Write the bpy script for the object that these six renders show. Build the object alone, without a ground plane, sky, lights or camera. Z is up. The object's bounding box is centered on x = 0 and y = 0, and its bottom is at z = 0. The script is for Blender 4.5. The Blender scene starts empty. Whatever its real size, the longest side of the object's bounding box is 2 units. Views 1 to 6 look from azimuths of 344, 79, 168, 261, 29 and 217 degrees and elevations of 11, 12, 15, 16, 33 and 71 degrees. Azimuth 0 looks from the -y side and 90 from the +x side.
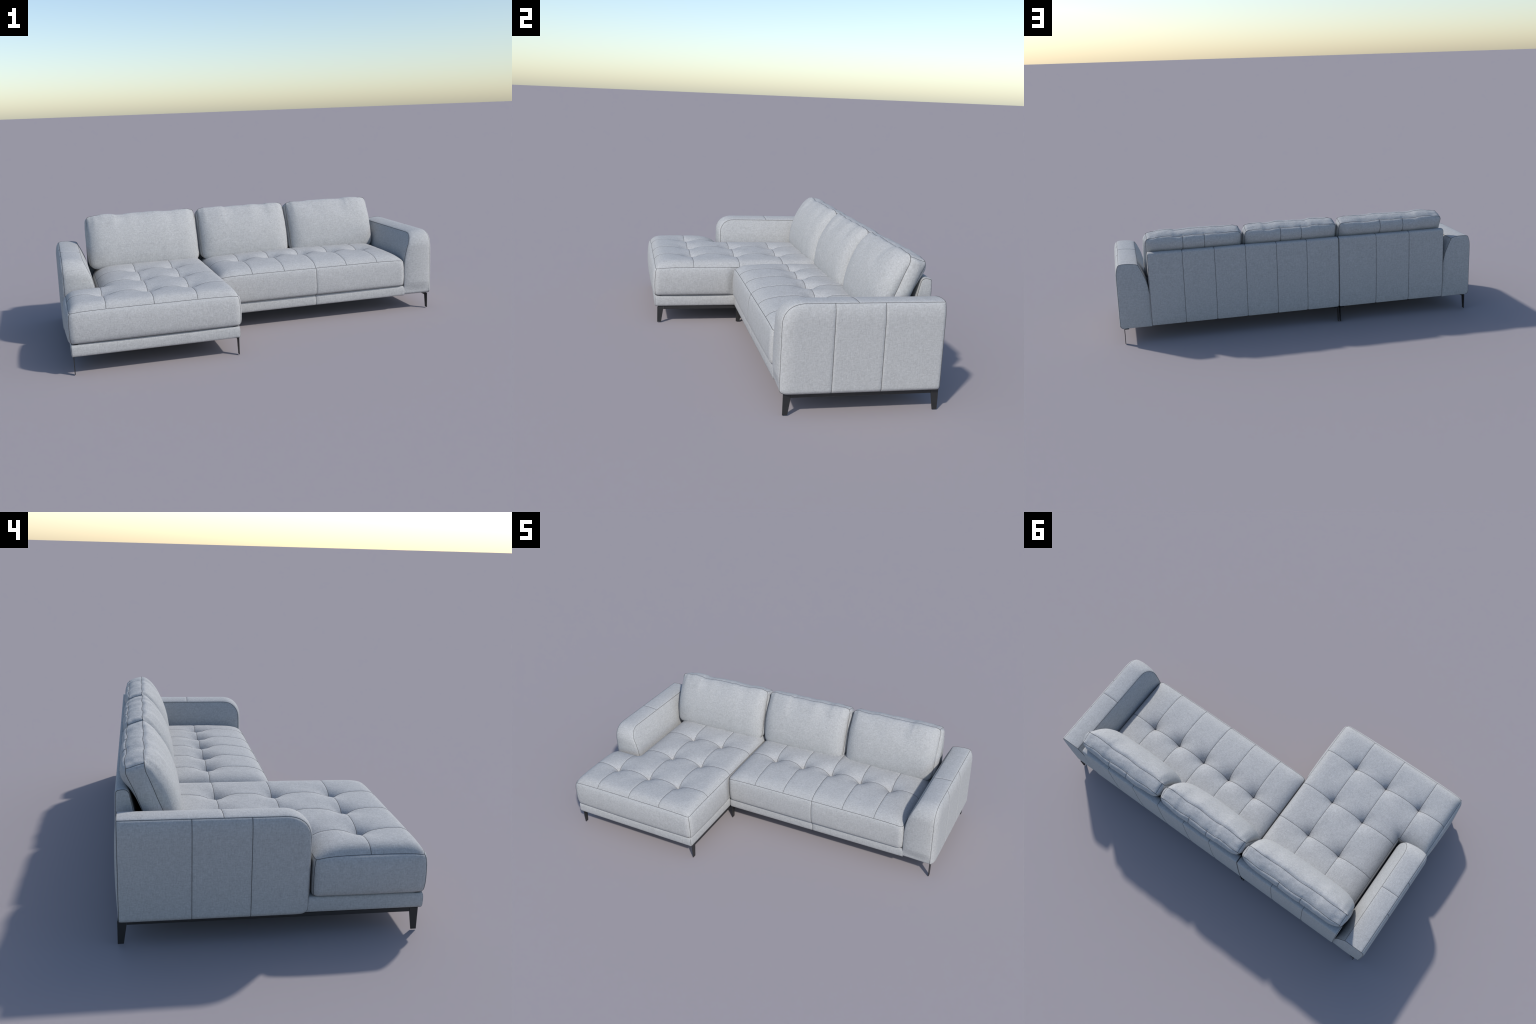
import bpy, bmesh, math
import numpy as np
from mathutils import Vector, noise

# ------------------------------------------------------------------ helpers
class Mesher:
    """Collects quad grids that share (weld) their border vertices."""
    def __init__(self):
        self.v, self.f, self.key = [], [], {}

    def vert(self, p):
        k = (round(p[0], 5), round(p[1], 5), round(p[2], 5))
        i = self.key.get(k)
        if i is None:
            i = self.key[k] = len(self.v)
            self.v.append((float(p[0]), float(p[1]), float(p[2])))
        return i

    def face(self, ids):
        out = []
        for i in ids:
            if i not in out:
                out.append(i)
        if len(out) > 2:
            self.f.append(out)

    def grid(self, P, mask=None):
        n, m = P.shape[:2]
        I = np.empty((n, m), int)
        for a in range(n):
            for b in range(m):
                I[a, b] = self.vert(P[a, b])
        for a in range(n - 1):
            for b in range(m - 1):
                if mask is None or mask[a, b]:
                    self.face([I[a, b], I[a + 1, b], I[a + 1, b + 1], I[a, b + 1]])
        return I

    def build(self, name, mat, parent, displace=None, sharp=50):
        me = bpy.data.meshes.new(name)
        bm = bmesh.new()
        vs = [bm.verts.new(p) for p in self.v]
        for f in self.f:
            try:
                bm.faces.new([vs[i] for i in f])
            except ValueError:
                pass
        used = [bool(v.link_faces) for v in vs]
        bmesh.ops.recalc_face_normals(bm, faces=bm.faces)
        bm.normal_update()
        self.n = [v.normal.copy() for v in vs]
        if displace:
            mv = [displace(v.co.copy(), v.normal.copy()) for v in vs]
            for v, d in zip(vs, mv):
                v.co = v.co + d
        bm.normal_update()
        self.co = [v.co.copy() for v in vs]
        for v, u in zip(vs, used):
            if not u:
                bm.verts.remove(v)
        lim = math.radians(sharp)
        for f in bm.faces:
            f.smooth = True
        for e in bm.edges:
            if len(e.link_faces) == 2 and e.calc_face_angle(0) > lim:
                e.smooth = False
        bm.to_mesh(me)
        bm.free()
        me.materials.append(mat)
        ob = bpy.data.objects.new(name, me)
        bpy.context.scene.collection.objects.link(ob)
        ob.parent = parent
        return ob


def tube(V, F, pts, r, closed=False, sides=6):
    """Adds a round cord along pts to the lists V, F."""
    q = [Vector(pts[0])]
    for p in pts[1:]:
        if (Vector(p) - q[-1]).length > 1e-4:
            q.append(Vector(p))
    if closed and (q[0] - q[-1]).length < 1e-4:
        q.pop()
    n = len(q)
    if n < 2:
        return
    up = None
    base = len(V)
    for i in range(n):
        a = q[(i - 1) % n] if (closed or i > 0) else q[i]
        b = q[(i + 1) % n] if (closed or i < n - 1) else q[i]
        t = (b - a)
        if t.length < 1e-9:
            t = q[(i + 1) % n] - q[i]
        t.normalize()
        if up is None:
            up = Vector((0, 0, 1)) if abs(t.z) < .9 else Vector((0, 1, 0))
        up = (up - t * up.dot(t))
        if up.length < 1e-6:
            up = t.orthogonal()
        up.normalize()
        s = t.cross(up)
        for k in range(sides):
            an = 2 * math.pi * k / sides
            V.append(q[i] + up * (r * math.cos(an)) + s * (r * math.sin(an)))
    for i in range(n if closed else n - 1):
        j = (i + 1) % n
        for k in range(sides):
            l = (k + 1) % sides
            F.append([base + i * sides + k, base + j * sides + k, base + j * sides + l, base + i * sides + l])
    if not closed:
        F.append([base + k for k in range(sides)][::-1])
        F.append([base + (n - 1) * sides + k for k in range(sides)])


def seams(lines, parent, r=.0011):
    V, F = [], []
    for ln in lines:
        pts, closed = (ln if isinstance(ln, tuple) else (ln, False))
        tube(V, F, pts, r, closed)
    me = bpy.data.meshes.new("seam")
    me.from_pydata([tuple(v) for v in V], [], F)
    for p in me.polygons:
        p.use_smooth = True
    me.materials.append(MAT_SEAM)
    ob = bpy.data.objects.new("seam", me)
    bpy.context.scene.collection.objects.link(ob)
    ob.parent = parent
    return ob


def steps(a, b, fine_at, fine=.0025, coarse=.011, spread=.03):
    """Sample positions a..b, dense near the listed places, hitting each exactly."""
    stops = sorted(set([a, b] + [s for s in fine_at if a < s < b]))
    out = [a]
    for s0, s1 in zip(stops[:-1], stops[1:]):
        dens = lambda x: 1 / (fine + (coarse - fine) * min(1, min(x - s0, s1 - x) / spread))
        xs = np.linspace(s0, s1, 400)
        c = np.concatenate([[0], np.cumsum([dens((p + q) / 2) * (q - p) for p, q in zip(xs[:-1], xs[1:])])])
        n = max(2, int(math.ceil(c[-1])))
        out += list(np.interp(np.linspace(0, c[-1], n + 1)[1:], c, xs))
    return np.array(out)


def spline(ctrl, n_dense=400):
    """Catmull-Rom through control points, returned as an arc-length function of 0..1."""
    P = np.array(ctrl, float)
    P = np.vstack([2 * P[0] - P[1], P, 2 * P[-1] - P[-2]])
    out = []
    per = max(4, n_dense // (len(P) - 3))
    for i in range(1, len(P) - 2):
        for t in np.linspace(0, 1, per, endpoint=False):
            p0, p1, p2, p3 = P[i - 1:i + 3]
            out.append(.5 * ((2 * p1) + (p2 - p0) * t + (2 * p0 - 5 * p1 + 4 * p2 - p3) * t * t + (3 * p1 - p0 - 3 * p2 + p3) * t ** 3))
    out.append(P[-2])
    out = np.array(out)
    c = np.concatenate([[0], np.cumsum(np.linalg.norm(np.diff(out, axis=0), axis=1))])
    c /= c[-1]
    return lambda t: np.array([np.interp(t, c, out[:, k]) for k in range(out.shape[1])]).T


def smooth(x, a, b):
    t = min(1, max(0, (x - a) / (b - a)))
    return t * t * (3 - 2 * t)


def fbm(x, y, z, s, seed):
    return noise.fractal(Vector((x * s + seed * 7.3, y * s - seed * 3.1, z * s + seed)), 1.0, 2.0, 3)


# ---------------------------------------------------------------- materials
def linen(name):
    m = bpy.data.materials.new(name)
    m.use_nodes = True
    nt = m.node_tree
    N, L = nt.nodes, nt.links
    bs = N["Principled BSDF"]
    co = N.new("ShaderNodeTexCoord").outputs["Object"]

    def streak(scale, detail=3.0):
        mp = N.new("ShaderNodeMapping")
        mp.inputs["Scale"].default_value = scale
        L.new(co, mp.inputs["Vector"])
        tx = N.new("ShaderNodeTexNoise")
        tx.inputs["Scale"].default_value = 1.0
        tx.inputs["Detail"].default_value = detail
        tx.inputs["Roughness"].default_value = .65
        L.new(mp.outputs[0], tx.inputs["Vector"])
        return tx.outputs["Fac"]

    def math_(op, a, b):
        n = N.new("ShaderNodeMath")
        n.operation = op
        for i, v in enumerate((a, b)):
            if isinstance(v, (int, float)):
                n.inputs[i].default_value = v
            else:
                L.new(v, n.inputs[i])
        return n.outputs[0]
    # yarns running along each axis
    sx = streak((60, 200, 200))
    sy = streak((200, 60, 200))
    sz = streak((200, 200, 60))
    big = streak((26, 26, 26), 2.0)
    tot = math_("ADD", math_("ADD", sx, sy), sz)
    fac = math_("ADD", math_("MULTIPLY", tot, .31), math_("MULTIPLY", big, .07))
    rp = N.new("ShaderNodeValToRGB")
    e = rp.color_ramp.elements
    e[0].position, e[0].color = .36, FABRIC_DARK
    e[1].position, e[1].color = .64, FABRIC_LIGHT
    L.new(fac, rp.inputs[0])
    L.new(rp.outputs[0], bs.inputs["Base Color"])
    bs.inputs["Roughness"].default_value = .9
    bs.inputs["Specular IOR Level"].default_value = .25
    bs.inputs["Sheen Weight"].default_value = .0
    bs.inputs["Sheen Roughness"].default_value = .5
    bp = N.new("ShaderNodeBump")
    bp.inputs["Strength"].default_value = .25
    bp.inputs["Distance"].default_value = .0015
    L.new(tot, bp.inputs["Height"])
    L.new(bp.outputs[0], bs.inputs["Normal"])
    return m


def plain(name, col, rough, metal=0.0):
    m = bpy.data.materials.new(name)
    m.use_nodes = True
    N, L = m.node_tree.nodes, m.node_tree.links
    bs = N["Principled BSDF"]
    tx = N.new("ShaderNodeTexNoise")
    tx.inputs["Scale"].default_value = 60
    L.new(N.new("ShaderNodeTexCoord").outputs["Object"], tx.inputs["Vector"])
    rp = N.new("ShaderNodeValToRGB")
    rp.color_ramp.elements[0].color = [c * .8 for c in col] + [1]
    rp.color_ramp.elements[1].color = [c * 1.2 for c in col] + [1]
    L.new(tx.outputs["Fac"], rp.inputs[0])
    L.new(rp.outputs[0], bs.inputs["Base Color"])
    bs.inputs["Roughness"].default_value = rough
    bs.inputs["Metallic"].default_value = metal
    return m


FABRIC_DARK = (.330, .331, .330, 1)
FABRIC_LIGHT = (.478, .481, .481, 1)
MAT_FABRIC = linen("grey_linen")
MAT_SEAM = plain("dark_seam_line", (.085, .085, .085), .9)  # dark grey for the thin cords that draw the seam lines
MAT_METAL = plain("black_steel", (.018, .018, .019), .45)

root = bpy.data.objects.new("sectional_sofa", None)
bpy.context.scene.collection.objects.link(root)
root["label"] = "light grey tufted corner sofa with chaise and black legs"
root["category"] = "sofa"


# ----------------------------------------------------------- seat cushions
def seat_cushion(x0, x1, y0, y1, xl, yl, height, crown, notch, bulges, front_seams, buttons, seed):
    """Tufted seat: domed top panel over a boxing strip.  notch=(x,y): corner left of x, behind y is cut out.
    bulges = (left, right, front, back) swelling of the boxing."""
    ZS, ZB = .288, .142
    sx = [x0, x1] + xl + ([notch[0]] if notch else []) + front_seams
    sy = [y0, y1] + yl + ([notch[1]] if notch else [])
    X, Y = steps(x0, x1, sx), steps(y0, y1, sy)
    corners = [(x0, y0, -1, -1), (x1, y0, 1, -1), (x1, y1, 1, 1)]
    if notch:
        corners += [(notch[0], y1, -1, 1), (x0, notch[1], -1, 1)]
    else:
        corners += [(x0, y1, -1, 1)]

    def top(x, y):
        z = ZS
        for cx, cy, a, b in corners:
            drop = .014 if (notch and cx == x0 and cy == notch[1]) else .008
            z -= drop * math.exp(-math.hypot(x - cx, y - cy) / .05)
        k = 1.0
        for d in (x - x0, x1 - x, y - y0, y1 - y):
            k *= 1 - math.exp(-max(d, 0) / (.016 if notch else .022))
        if notch:
            dn = math.hypot(max(0, x - notch[0]), max(0, notch[1] - y))
            k *= 1 - math.exp(-dn / .035)
            z -= .014 * math.exp(-dn / .03) * smooth(x, x0, x0 + .12)
        crease = min([abs(x - l) for l in xl] + [abs(y - l) for l in yl])
        bump = math.sin(math.pi * min(1, max(0, (x - x0) / (x1 - x0)))) ** .6 * math.sin(math.pi * min(1, max(0, (y - y0) / (.40 - y0))))
        full = height + crown * max(0, bump)
        h = full - .0030 * math.exp(-crease / .007) + .0012 * fbm(x, y, 0, 14, seed)
        for bx, by in buttons:
            r = math.hypot(x - bx, y - by)
            q = math.hypot(r, .003) - .003
            h -= full * .86 * math.exp(-(q / .040) ** 1.3) + .014 * math.exp(-q / .009)
        return z + k * h

    R = .022

    def plan(x, y):
        for cx, cy, a, b in corners:
            p, q = 1 - (cx - x) * a / R, 1 - (cy - y) * b / R
            if p > 0 and q > 0 and p <= 1.0001 and q <= 1.0001:
                f = .45
                p2, q2 = p * math.sqrt(1 - f * q * q), q * math.sqrt(1 - f * p * p)
                return cx - a * R * (1 - p2), cy - b * R * (1 - q2)
        return x, y

    P = np.zeros((len(X), len(Y), 3))
    for i, x in enumerate(X):
        for j, y in enumerate(Y):
            u, v = plan(x, y)
            P[i, j] = (u, v, top(x, y))
    mask = np.ones((len(X) - 1, len(Y) - 1), bool)
    ni = nj = None
    if notch:
        ni, nj = int(np.argmin(abs(X - notch[0]))), int(np.argmin(abs(Y - notch[1])))
        mask[:ni, nj:] = False
    M = Mesher()
    I = M.grid(P, mask)
    n, m = len(X) - 1, len(Y) - 1
    # boundary loop, counter-clockwise from front left
    loop = [(i, 0) for i in range(n)] + [(n, j) for j in range(m)]
    if notch:
        loop += [(i, m) for i in range(n, ni, -1)] + [(ni, j) for j in range(m, nj, -1)]
        loop += [(i, nj) for i in range(ni, 0, -1)] + [(0, j) for j in range(nj, 0, -1)]
    else:
        loop += [(i, m) for i in range(n, 0, -1)] + [(0, j) for j in range(m, 0, -1)]
    K = len(loop)
    B = [P[i, j] for i, j in loop]
    prof = spline([(0, 0), (.45, .05), (.82, .2), (1, .42), (1, .65), (.80, .88), (.35, .965), (-.6, 1.0), (-1.6, 1.0)])(np.linspace(0, 1, 22))
    nrm = []
    for k in range(K):
        t = B[(k + 2) % K][:2] - B[(k - 2) % K][:2]
        t /= np.linalg.norm(t) + 1e-9
        nrm.append(np.array([t[1], -t[0]]))
    S = np.zeros((K + 1, len(prof), 3))
    for k in range(K + 1):
        kk = k % K
        b, nv = B[kk], nrm[kk]
        i, j = loop[kk]
        x, y = X[i], Y[j]
        amt = (bulges[0](x, y) * max(0, -nv[0]) + bulges[1](x, y) * max(0, nv[0]) + bulges[2](x, y) * max(0, -nv[1]) + bulges[3] * max(0, nv[1])) / (abs(nv[0]) + abs(nv[1]))
        dip = sum(math.exp(-((x - f) / .005) ** 2) for f in front_seams) if j == 0 else 0
        for r, (o, h) in enumerate(prof):
            off = o * amt - .002 * dip * (1 if .02 < h < .98 else 0)
            if 0 < h < .99:
                off += .0012 * fbm(x, y, h, 9, seed + 3) * math.sin(math.pi * h)
            S[k, r] = (b[0] + nv[0] * off, b[1] + nv[1] * off, b[2] + (ZB - b[2]) * h)
    J = M.grid(S)
    M.f.append(list(dict.fromkeys(J[:K, -1])))
    ob = M.build("seat_cushion", MAT_FABRIC, root)
    pos = lambda ids: [M.co[i] for i in ids]
    lines = [(pos([I[i, j] for i, j in loop]), True)]
    for l in xl:
        i = int(np.argmin(abs(X - l)))
        e = nj + 1 if (notch and i < ni) else m + 1
        lines.append(pos(I[i, :e]))
    for l in yl:
        j = int(np.argmin(abs(Y - l)))
        s = ni if (notch and j > nj) else 0
        lines.append(pos(I[s:, j]))
    for f in front_seams:
        i = int(np.argmin(abs(X - f)))
        lines.append(pos(J[loop.index((i, 0)), :18]))
    for c in (((0, 0), (n, 0), (0, nj)) if notch else ()):
        lines.append(pos(J[loop.index(c), :18]))
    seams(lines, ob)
    return ob


seat_cushion(-.977, -.2125, -.508, .44, [-.816, -.603, -.405], [-.315, -.079, .151], .033, .003, (-.809, -.124),
             (lambda x, y: (.014 + .009 * math.sin(math.pi * min(1, max(0, (y + .508) / .384)))) if x < -.9 else .011, lambda x, y: .012 + .005 * math.sin(math.pi * min(1, max(0, (y + .508) / .4))) - .010 * smooth(y, -.15, -.10),
              lambda x, y: .013 + .009 * math.sin(math.pi * (x + .977) / .7645) ** .7, .004), [],
             [(x, y) for x in (-.816, -.603, -.405) for y in (-.315, -.079, .151) if not (x < -.8 and y > -.2)], 1)
seat_cushion(-.206, .823, -.106, .44, [-.035, .139, .313, .488, .666], [.151], .029, .019, None,
             (lambda x, y: .003, lambda x, y: .009, lambda x, y: .010 + .004 * math.sin(math.pi * min(1, max(0, (x + .206) / 1.029))), .004), [.3135],
             [(x, .151) for x in (-.035, .138, .313, .487, .662)], 2)


# ------------------------------------------------------------ back cushions
FRONT_SEAM = spline([(.318, .300), (.338, .335), (.371, .415), (.385, .449), (.400, .488), (.414, .523), (.425, .550), (.428, .580)])
BACK_SEAM = spline([(.392, .300), (.410, .340), (.437, .414), (.450, .448), (.463, .481), (.478, .516), (.487, .538), (.489, .559)])
FRONT_BELLY = spline([(.318, .300), (.307, .303), (.296, .320), (.293, .350), (.295, .385), (.306, .440), (.327, .494), (.356, .538), (.384, .568), (.405, .581), (.417, .584), (.428, .580)])
BACK_BELLY = spline([(.392, .300), (.408, .325), (.430, .375), (.449, .42), (.466, .455), (.491, .487), (.503, .500), (.509, .516), (.510, .530), (.505, .546), (.497, .556), (.489, .559)])


def back_cushion(x0, x1, rear_seams, lumps, seed):
    cx, hw = (x0 + x1) / 2, (x1 - x0) / 2
    U = (steps(x0, x1, [x0, x1] + rear_seams, .003, .008) - cx) / hw
    V = steps(0, 1, [0, 1], .01, .03, .12)
    LEN = .30
    R = .024

    def corner(u, v):
        x, l = u * hw, v * LEN
        s = 1 if x > 0 else -1
        for e, rad in ((1, R), (0, .045)):
            dx = hw - abs(x)
            dl = (LEN - l) if e else l
            if dx < rad and dl < rad:
                p, q = 1 - dx / rad, 1 - dl / rad
                f = .42
                p2, q2 = p * math.sqrt(1 - f * q * q), q * math.sqrt(1 - f * p * p)
                x = s * (hw - rad * (1 - p2))
                l = LEN - rad * (1 - q2) if e else rad * (1 - q2)
                break
        return x, l / LEN

    def panel(seam, belly, power):
        P = np.zeros((len(U), len(V), 3))
        for i, u in enumerate(U):
            w = .8 * (1 - abs(u) ** power) + .2 * (1 - u * u)
            for j, v in enumerate(V):
                x, vv = corner(u, v)
                a, b = seam(vv), belly(v)
                s0 = seam(v)
                d = (b - s0) * w
                # the panel swells a little sideways in its lower half
                roll = (.015 if power < 12 else .004) * 4 * w * (1 - w) * abs(u) ** 3 * math.sin(math.pi * min(1, v * 1.05)) ** .5
                P[i, j] = (cx + x + math.copysign(roll, u), a[0] + d[0], a[1] + d[1])
        return P

    Fp, Bp = panel(FRONT_SEAM, FRONT_BELLY, 11), panel(BACK_SEAM, BACK_BELLY, 16)
    Q = np.linspace(0, 1, 13)

    def strip(A, Bb, push):
        S = np.zeros((len(A), len(Q), 3))
        for k in range(len(A)):
            for r, q in enumerate(Q):
                S[k, r] = A[k] * (1 - q) + Bb[k] * q + np.array(push(k)) * (4 * q * (1 - q)) ** .7
        return S

    M = Mesher()
    IF, IB = M.grid(Fp), M.grid(Bp)
    ends = lambda k, n: math.sin(math.pi * k / (n - 1)) ** .5 if 0 < k < n - 1 else 0
    nV, nU = len(V), len(U)
    top_n = np.array([0, .32, .947])
    side_r = M.grid(strip(Fp[-1], Bp[-1], lambda k: ((.018 if x1 > .8 else .014) * ends(k, nV), 0, 0)))
    side_l = M.grid(strip(Fp[0], Bp[0], lambda k: (-.013 * ends(k, nV), 0, 0)))
    M.grid(strip(Fp[:, -1], Bp[:, -1], lambda k: top_n * .008 * ends(k, nU)))
    M.grid(strip(Fp[:, 0], Bp[:, 0], lambda k: -top_n * .006 * ends(k, nU)))

    def wrinkle(p, n):
        u = (p.x - cx) / hw
        # puckers get stronger towards the upper boxing
        hi = smooth(p.z, .47, .56)
        edge = smooth(abs(u), .7, .95)
        a = .0013 * fbm(p.x, p.y, p.z, 11, seed)
        a += (.0016 * hi + .0006 * edge) * fbm(p.x, p.y * 1.4, p.z * .6, 26, seed + 2)
        d = n * a
        for lu, amp, wid in lumps:      # steps and dents along the top
            d.z += hi * amp * .8 * math.tanh((u - lu) / wid) * (1 - smooth(abs(u - lu), .12, .34))
            d.y += hi * amp * .5 * math.exp(-((u - lu) / (wid * 2)) ** 2) * (1 if amp > 0 else -1) * (-1 if p.y < .455 else 1)
        # vertical fold beside each end of the front face
        if p.y < .43:
            d += n * (.0022 * hi * (math.exp(-((abs(u) - .86) / .035) ** 2) - .6 * math.exp(-((abs(u) - .93) / .02) ** 2)))
        for s in rear_seams:
            if n.y > .6 and p.y > .42:
                d -= n * .0025 * math.exp(-((p.x - s) / .006) ** 2)
        # the seam wanders
        d.y += hi * .0022 * math.sin(u * 9 + seed * 1.7) * (1 - smooth(abs(u), .85, 1))
        return d

    ob = M.build("back_cushion", MAT_FABRIC, root, wrinkle)
    pos = lambda ids: [M.co[i] for i in ids]
    lines = []
    for G in (IF, IB):
        ring = list(G[:, 0]) + list(G[-1, 1:]) + list(G[::-1, -1][1:]) + list(G[0, ::-1][1:])
        lines.append((pos(ring), True))
    for G in (side_l, side_r):
        lines += [pos(G[0]), pos(G[-1])]
    for s in rear_seams:
        i = int(np.argmin(abs(U - (s - cx) / hw)))
        lines.append(pos(IB[i]))
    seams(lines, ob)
    return ob


back_cushion(-.824, -.226, [-.592, -.458], [(-.5, -.0035, .03), (.1, .0015, .05), (.62, .003, .04), (-.8, .003, .04)], 1)
back_cushion(-.204, .302, [-.006, .109], [(-.42, -.0035, .03), (.15, .002, .05), (.6, .003, .03)], 2)
back_cushion(.326, .830, [.523, .638], [(-.5, .002, .04), (.42, .004, .03), (.8, -.003, .04)], 3)


# --------------------------------------------------------------- armrests
INNER = np.array([(.05, .829), (.21, .829), (.26, .8305), (.30, .8355), (.344, .8455), (.387, .863), (.42, .8785), (.45, .892)])


def armrest(side):
    YF, YB, ZT, ZB = -.106, .518, .432, .0845
    split, panel_seams = .18, [.089, .283]
    arc = [YF + .09 * (1 - math.cos(a)) for a in np.linspace(0, math.pi / 2, 22)]
    Y = np.array(arc[:-1] + list(steps(YF + .09, YB, [split, YB] + panel_seams, .0025, .012)))

    def ztop(y):
        q = max(0, (YF + .09 - y) / .09)
        return .349 + .083 * max(0, 1 - q ** 2.3) ** (1 / 2.3)

    def zbot(y):
        q = max(0, (YF + .028 - y) / .028)
        return ZB + .018 * (1 - math.sqrt(max(0, 1 - q * q)))

    W = steps(0, 1, [0, 1], .006, .04, .2)
    M = Mesher()

    def groove(y, places, depth, w=.004):
        return sum(depth * math.exp(-((y - s) / w) ** 2) for s in places)

    O = np.zeros((len(Y), len(W), 3))
    N = np.zeros_like(O)
    for i, y in enumerate(Y):
        a, b = zbot(y), ztop(y)
        for j, w in enumerate(W):
            z = a + (b - a) * w
            lip = lambda q, r: math.sqrt(1 - (1 - min(1, max(q, 0) / r)) ** 2)
            d = max(0, min(z - a, b - z, y - YF)) if 0 < w < 1 else 0
            puff = .0195 * lip(b - z, .065) * lip(y - YF, .055) * lip(z - a, .018) if 0 < w < 1 else 0
            puff -= groove(y, panel_seams, .0025) * min(1, d / .01)
            puff -= .004 * max(0, 1 - (YB - y) / .010) ** 2 * (puff > .006)
            O[i, j] = (side * (.980 + puff), y, z)
            # inner panel
            zi = z - .007 * smooth(z, .28, .432)
            yi = y + .006 * (1 - smooth(y, YF, YF + .10))
            e = min(z - a, b - z, y - YF, YB - y) if 0 < w < 1 else 0
            x = np.interp(zi, INNER[:, 0], INNER[:, 1]) - .0025 * min(1, max(e, 0) / .02)
            N[i, j] = (side * x, yi, zi)
    IO, IN = M.grid(O), M.grid(N)
    T = .5 - .5 * np.cos(np.linspace(0, math.pi, 21)) * (1 - .1 * np.sin(np.linspace(0, math.pi, 21)))
    bow = (4 * T * (1 - T)) ** .55

    def ring(G):
        return np.vstack([G[0, :-1], G[:-1, -1], G[-1, ::-1][:-1], G[::-1, 0]])
    RO, RN = ring(O), ring(N)
    nW, nY = len(W), len(Y)
    S = np.zeros((len(RO), len(T), 3))
    for k in range(len(RO)):
        o, n = RO[k], RN[k]
        for r, t in enumerate(T):
            p = o * (1 - t) + n * t
            f = bow[r]
            # inner profile is curved: keep the strip's inner half from cutting the corner
            if k < nW - 1:                                   # front
                c = smooth(o[2], ZB + .017, ZB + .08)
                p = p + np.array([0, -.0125 * f * c, 0])
            elif k < nW - 1 + nY - 1:                        # arc and top
                i = k - (nW - 1)
                y = Y[i]
                q = max(0, (YF + .09 - y) / .09)
                an = math.acos(min(1, q)) if q < 1 else 0
                nz, ny = math.sin(an), -math.cos(an)
                if q == 0:
                    nz, ny = 1, 0
                h = ((.0085 + .004 * q ** 2) * f - groove(y, [split], .0025) * min(1, 6 * t * (1 - t)))
                p = p + np.array([0, ny * h, nz * h])
            elif k < nW - 1 + nY - 1 + nW - 1:               # back
                c = (o[2] - ZB) / (ZT - ZB)
                p = p + np.array([0, .011 * f * math.sin(math.pi * c) ** .5 if 0 < c < 1 else 0, .0085 * f * c])
            S[k, r] = p
    IS = M.grid(S)
    ob = M.build("armrest", MAT_FABRIC, root)
    pos = lambda ids: [M.co[i] for i in ids]
    top0 = nW - 1
    back0 = nW - 1 + nY - 1
    lines = [(pos(list(IS[:-1, 0])), True), (pos(list(IS[:-1, -1])), True)]
    lines += [pos(IS[back0, :]), pos(IS[top0 + int(np.argmin(abs(Y - split))), :])]
    for s in panel_seams:
        lines.append(pos(IO[int(np.argmin(abs(Y - s))), :]))
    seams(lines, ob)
    return ob


armrest(1)
armrest(-1)


# --------------------------------------------------------------- backrests
SECTION = [(.521, .0885), (.5265, .12), (.5295, .20), (.5295, .30), (.527, .42), (.5255, .465), (.5245, .478), (.5225, .483), (.517, .4855), (.503, .4875), (.491, .4865),
           (.4825, .480), (.478, .470), (.4655, .415), (.440, .300), (.425, .20), (.425, .0885)]


def backrest(x0, x1, seam_x):
    prof = spline(SECTION)(np.linspace(0, 1, 120))
    prof = np.vstack([prof, prof[:1]])
    X = steps(x0, x1, [x0, x1] + seam_x, .002, .02)
    c = np.array([.480, .28])
    P = np.zeros((len(X), len(prof), 3))
    for i, x in enumerate(X):
        e = min(x - x0, x1 - x)
        g = sum(.0022 * math.exp(-((x - s) / .004) ** 2) for s in seam_x) + .003 * (1 - math.sqrt(1 - (1 - min(1, e / .008)) ** 2))
        for j, p in enumerate(prof):
            v = p - c
            d = np.array([math.copysign(min(1, abs(v[0]) / .03), v[0]), math.copysign(min(1, abs(v[1]) / .15) ** 4, v[1])])
            P[i, j] = (x, p[0] - d[0] * g, p[1] - d[1] * g)
    M = Mesher()
    I = M.grid(P)
    lines = []
    for k, s in ((0, -1), (-1, 1)):
        R = [P[k]]
        for f, o in ((.985, .0012), (.95, .0022), (.8, .003), (.4, .003)):
            q = P[k].copy()
            q[:, 1:] = c + (q[:, 1:] - c) * f
            q[:, 0] += s * o
            R.append(q)
        G = M.grid(np.array(R))
        M.f.append(list(dict.fromkeys(G[-1][:-1])))
    ob = M.build("backrest", MAT_FABRIC, root)
    pos = lambda ids: [M.co[i] for i in ids]
    for k in (0, -1):
        lines.append((pos(I[k][:-1]), True))
    for s in seam_x:
        lines.append(pos(I[int(np.argmin(abs(X - s)))][:100]))
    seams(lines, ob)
    return ob


backrest(-.8285, -.2145, [-.623, -.428])
backrest(-.2095, .8285, [-.030, .139, .309, .4765, .647])


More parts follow.
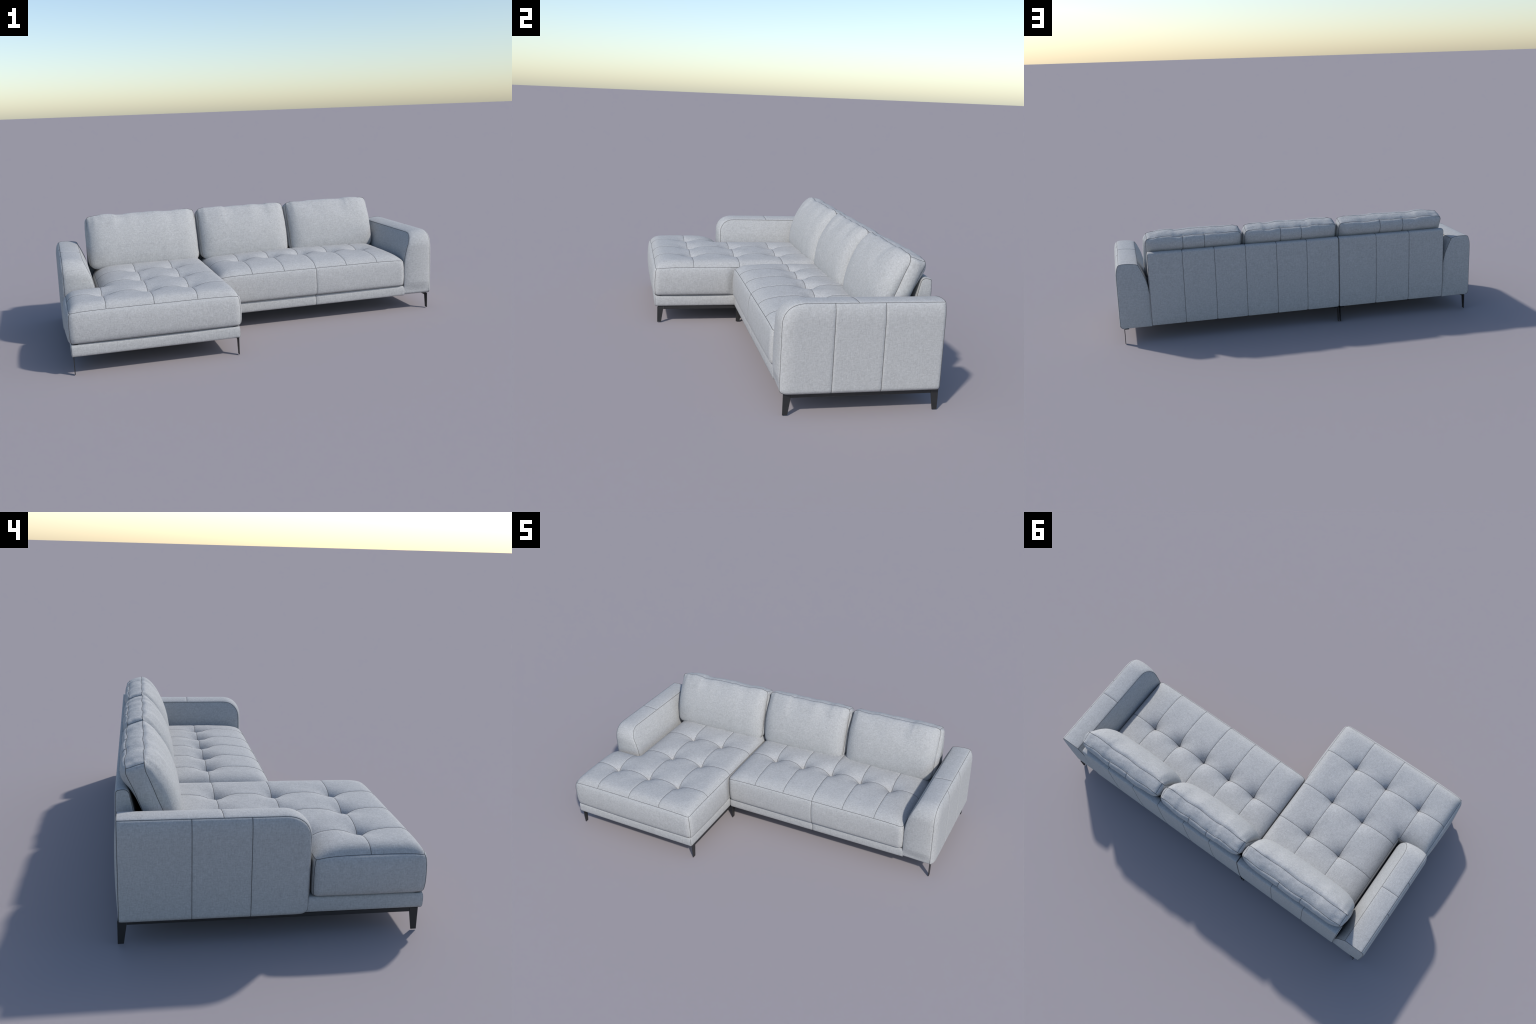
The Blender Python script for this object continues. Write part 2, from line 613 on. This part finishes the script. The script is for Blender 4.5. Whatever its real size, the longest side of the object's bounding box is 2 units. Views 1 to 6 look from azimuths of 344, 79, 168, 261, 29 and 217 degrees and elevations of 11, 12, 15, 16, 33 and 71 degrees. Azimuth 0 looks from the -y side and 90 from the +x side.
# ------------------------------------------------------------------- bases
def base(x0, x1, y0, y1, seam_x):
    Z0, Z1 = .0855, .141
    X = steps(x0, x1, [x0, x1] + seam_x, .002, .02)
    Y = steps(y0, y1, [y0, y1], .002, .02)
    loop = [(x, y0) for x in X[:-1]] + [(x1, y) for y in Y[:-1]] + [(x, y1) for x in X[:0:-1]] + [(x0, y) for y in Y[:0:-1]]
    prof = [(-.03, 1), (-.012, 1), (-.005, .975), (-.001, .90), (.0010, .75), (.0018, .5), (.0010, .2), (-.0005, .06), (-.004, 0), (-.03, 0)]
    K = len(loop)
    P = np.zeros((K + 1, len(prof), 3))
    for k in range(K + 1):
        x, y = loop[k % K]
        nx = (1 if abs(x - x1) < 1e-6 else -1 if abs(x - x0) < 1e-6 else 0)
        ny = (1 if abs(y - y1) < 1e-6 else -1 if abs(y - y0) < 1e-6 else 0)
        g = sum(.003 * math.exp(-((x - s) / .004) ** 2) for s in seam_x) if ny == -1 else 0
        ex, ey = min(x - x0, x1 - x), min(y - y0, y1 - y)
        rx = .004 * (1 - math.sqrt(1 - (1 - min(1, ex / .008)) ** 2)) if ny else 0
        ry = .004 * (1 - math.sqrt(1 - (1 - min(1, ey / .008)) ** 2)) if nx else 0
        for r, (o, h) in enumerate(prof):
            P[k, r] = (x + nx * (o - ry), y + ny * (o - rx - g), Z0 + (Z1 - Z0) * h)
    M = Mesher()
    I = M.grid(P)
    M.f.append(list(dict.fromkeys(I[:K, 0])))
    M.f.append(list(dict.fromkeys(I[:K, -1])))
    ob = M.build("base", MAT_FABRIC, root)
    pos = lambda ids: [M.co[i] for i in ids]
    lines = []
    for s in [x0, x1] + seam_x:
        k = loop.index((x1, y0)) if s == x1 else min(range(len(X) - 1), key=lambda q: abs(X[q] - s))
        lines.append(pos(I[k, 1:-1]))
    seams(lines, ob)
    return ob


base(-.979, -.2135, -.511, .43, [])
base(-.2085, .834, -.1005, .43, [.3135])


# -------------------------------------------------------------- leg frames
def prism(outline, x, t, name, parent):
    """A flat steel plate: outline in the y-z plane, thickness t along x, edges chamfered."""
    bm = bmesh.new()
    a = [bm.verts.new((x - t / 2, p[0], p[1])) for p in outline]
    b = [bm.verts.new((x + t / 2, p[0], p[1])) for p in outline]
    n = len(outline)
    bm.faces.new(a)
    bm.faces.new(b[::-1])
    for i in range(n):
        bm.faces.new([a[i], b[i], b[(i + 1) % n], a[(i + 1) % n]])
    bmesh.ops.recalc_face_normals(bm, faces=bm.faces)
    bmesh.ops.bevel(bm, geom=list(bm.edges), offset=.0005, segments=1, affect='EDGES')
    me = bpy.data.meshes.new(name)
    bm.to_mesh(me)
    bm.free()
    me.materials.append(MAT_METAL)
    ob = bpy.data.objects.new(name, me)
    bpy.context.scene.collection.objects.link(ob)
    ob.parent = parent
    return ob


def leg_frame(x, inward, y0, y1):
    T = .0035
    # rail runs between the two blade legs, which taper towards the floor
    rail = prism([(y0 + .0305, .068), (y1 - .0305, .068), (y1 - .0305, .0825), (y0 + .0305, .0825)], x, T, "leg_frame", root)
    prism([(y0, .0825), (y0 + .0001, 0), (y0 + .020, 0), (y0 + .030, .068), (y0 + .030, .0825)], x, T, "leg", rail)
    prism([(y1, .0825), (y1 - .030, .0825), (y1 - .030, .068), (y1 - .020, 0), (y1 - .0001, 0)], x, T, "leg", rail)
    c = x + inward * (.011 + T / 2)
    prism([(y0 + .004, .081), (y1 - .001, .081), (y1 - .001, .084), (y0 + .004, .084)], c, .0215, "mounting_flange", rail)


leg_frame(-.970, 1, -.498, .5235)
leg_frame(-.2195, -1, -.498, .5235)
leg_frame(-.2075, 1, -.0905, .5235)
leg_frame(.9755, -1, -.0905, .5235)
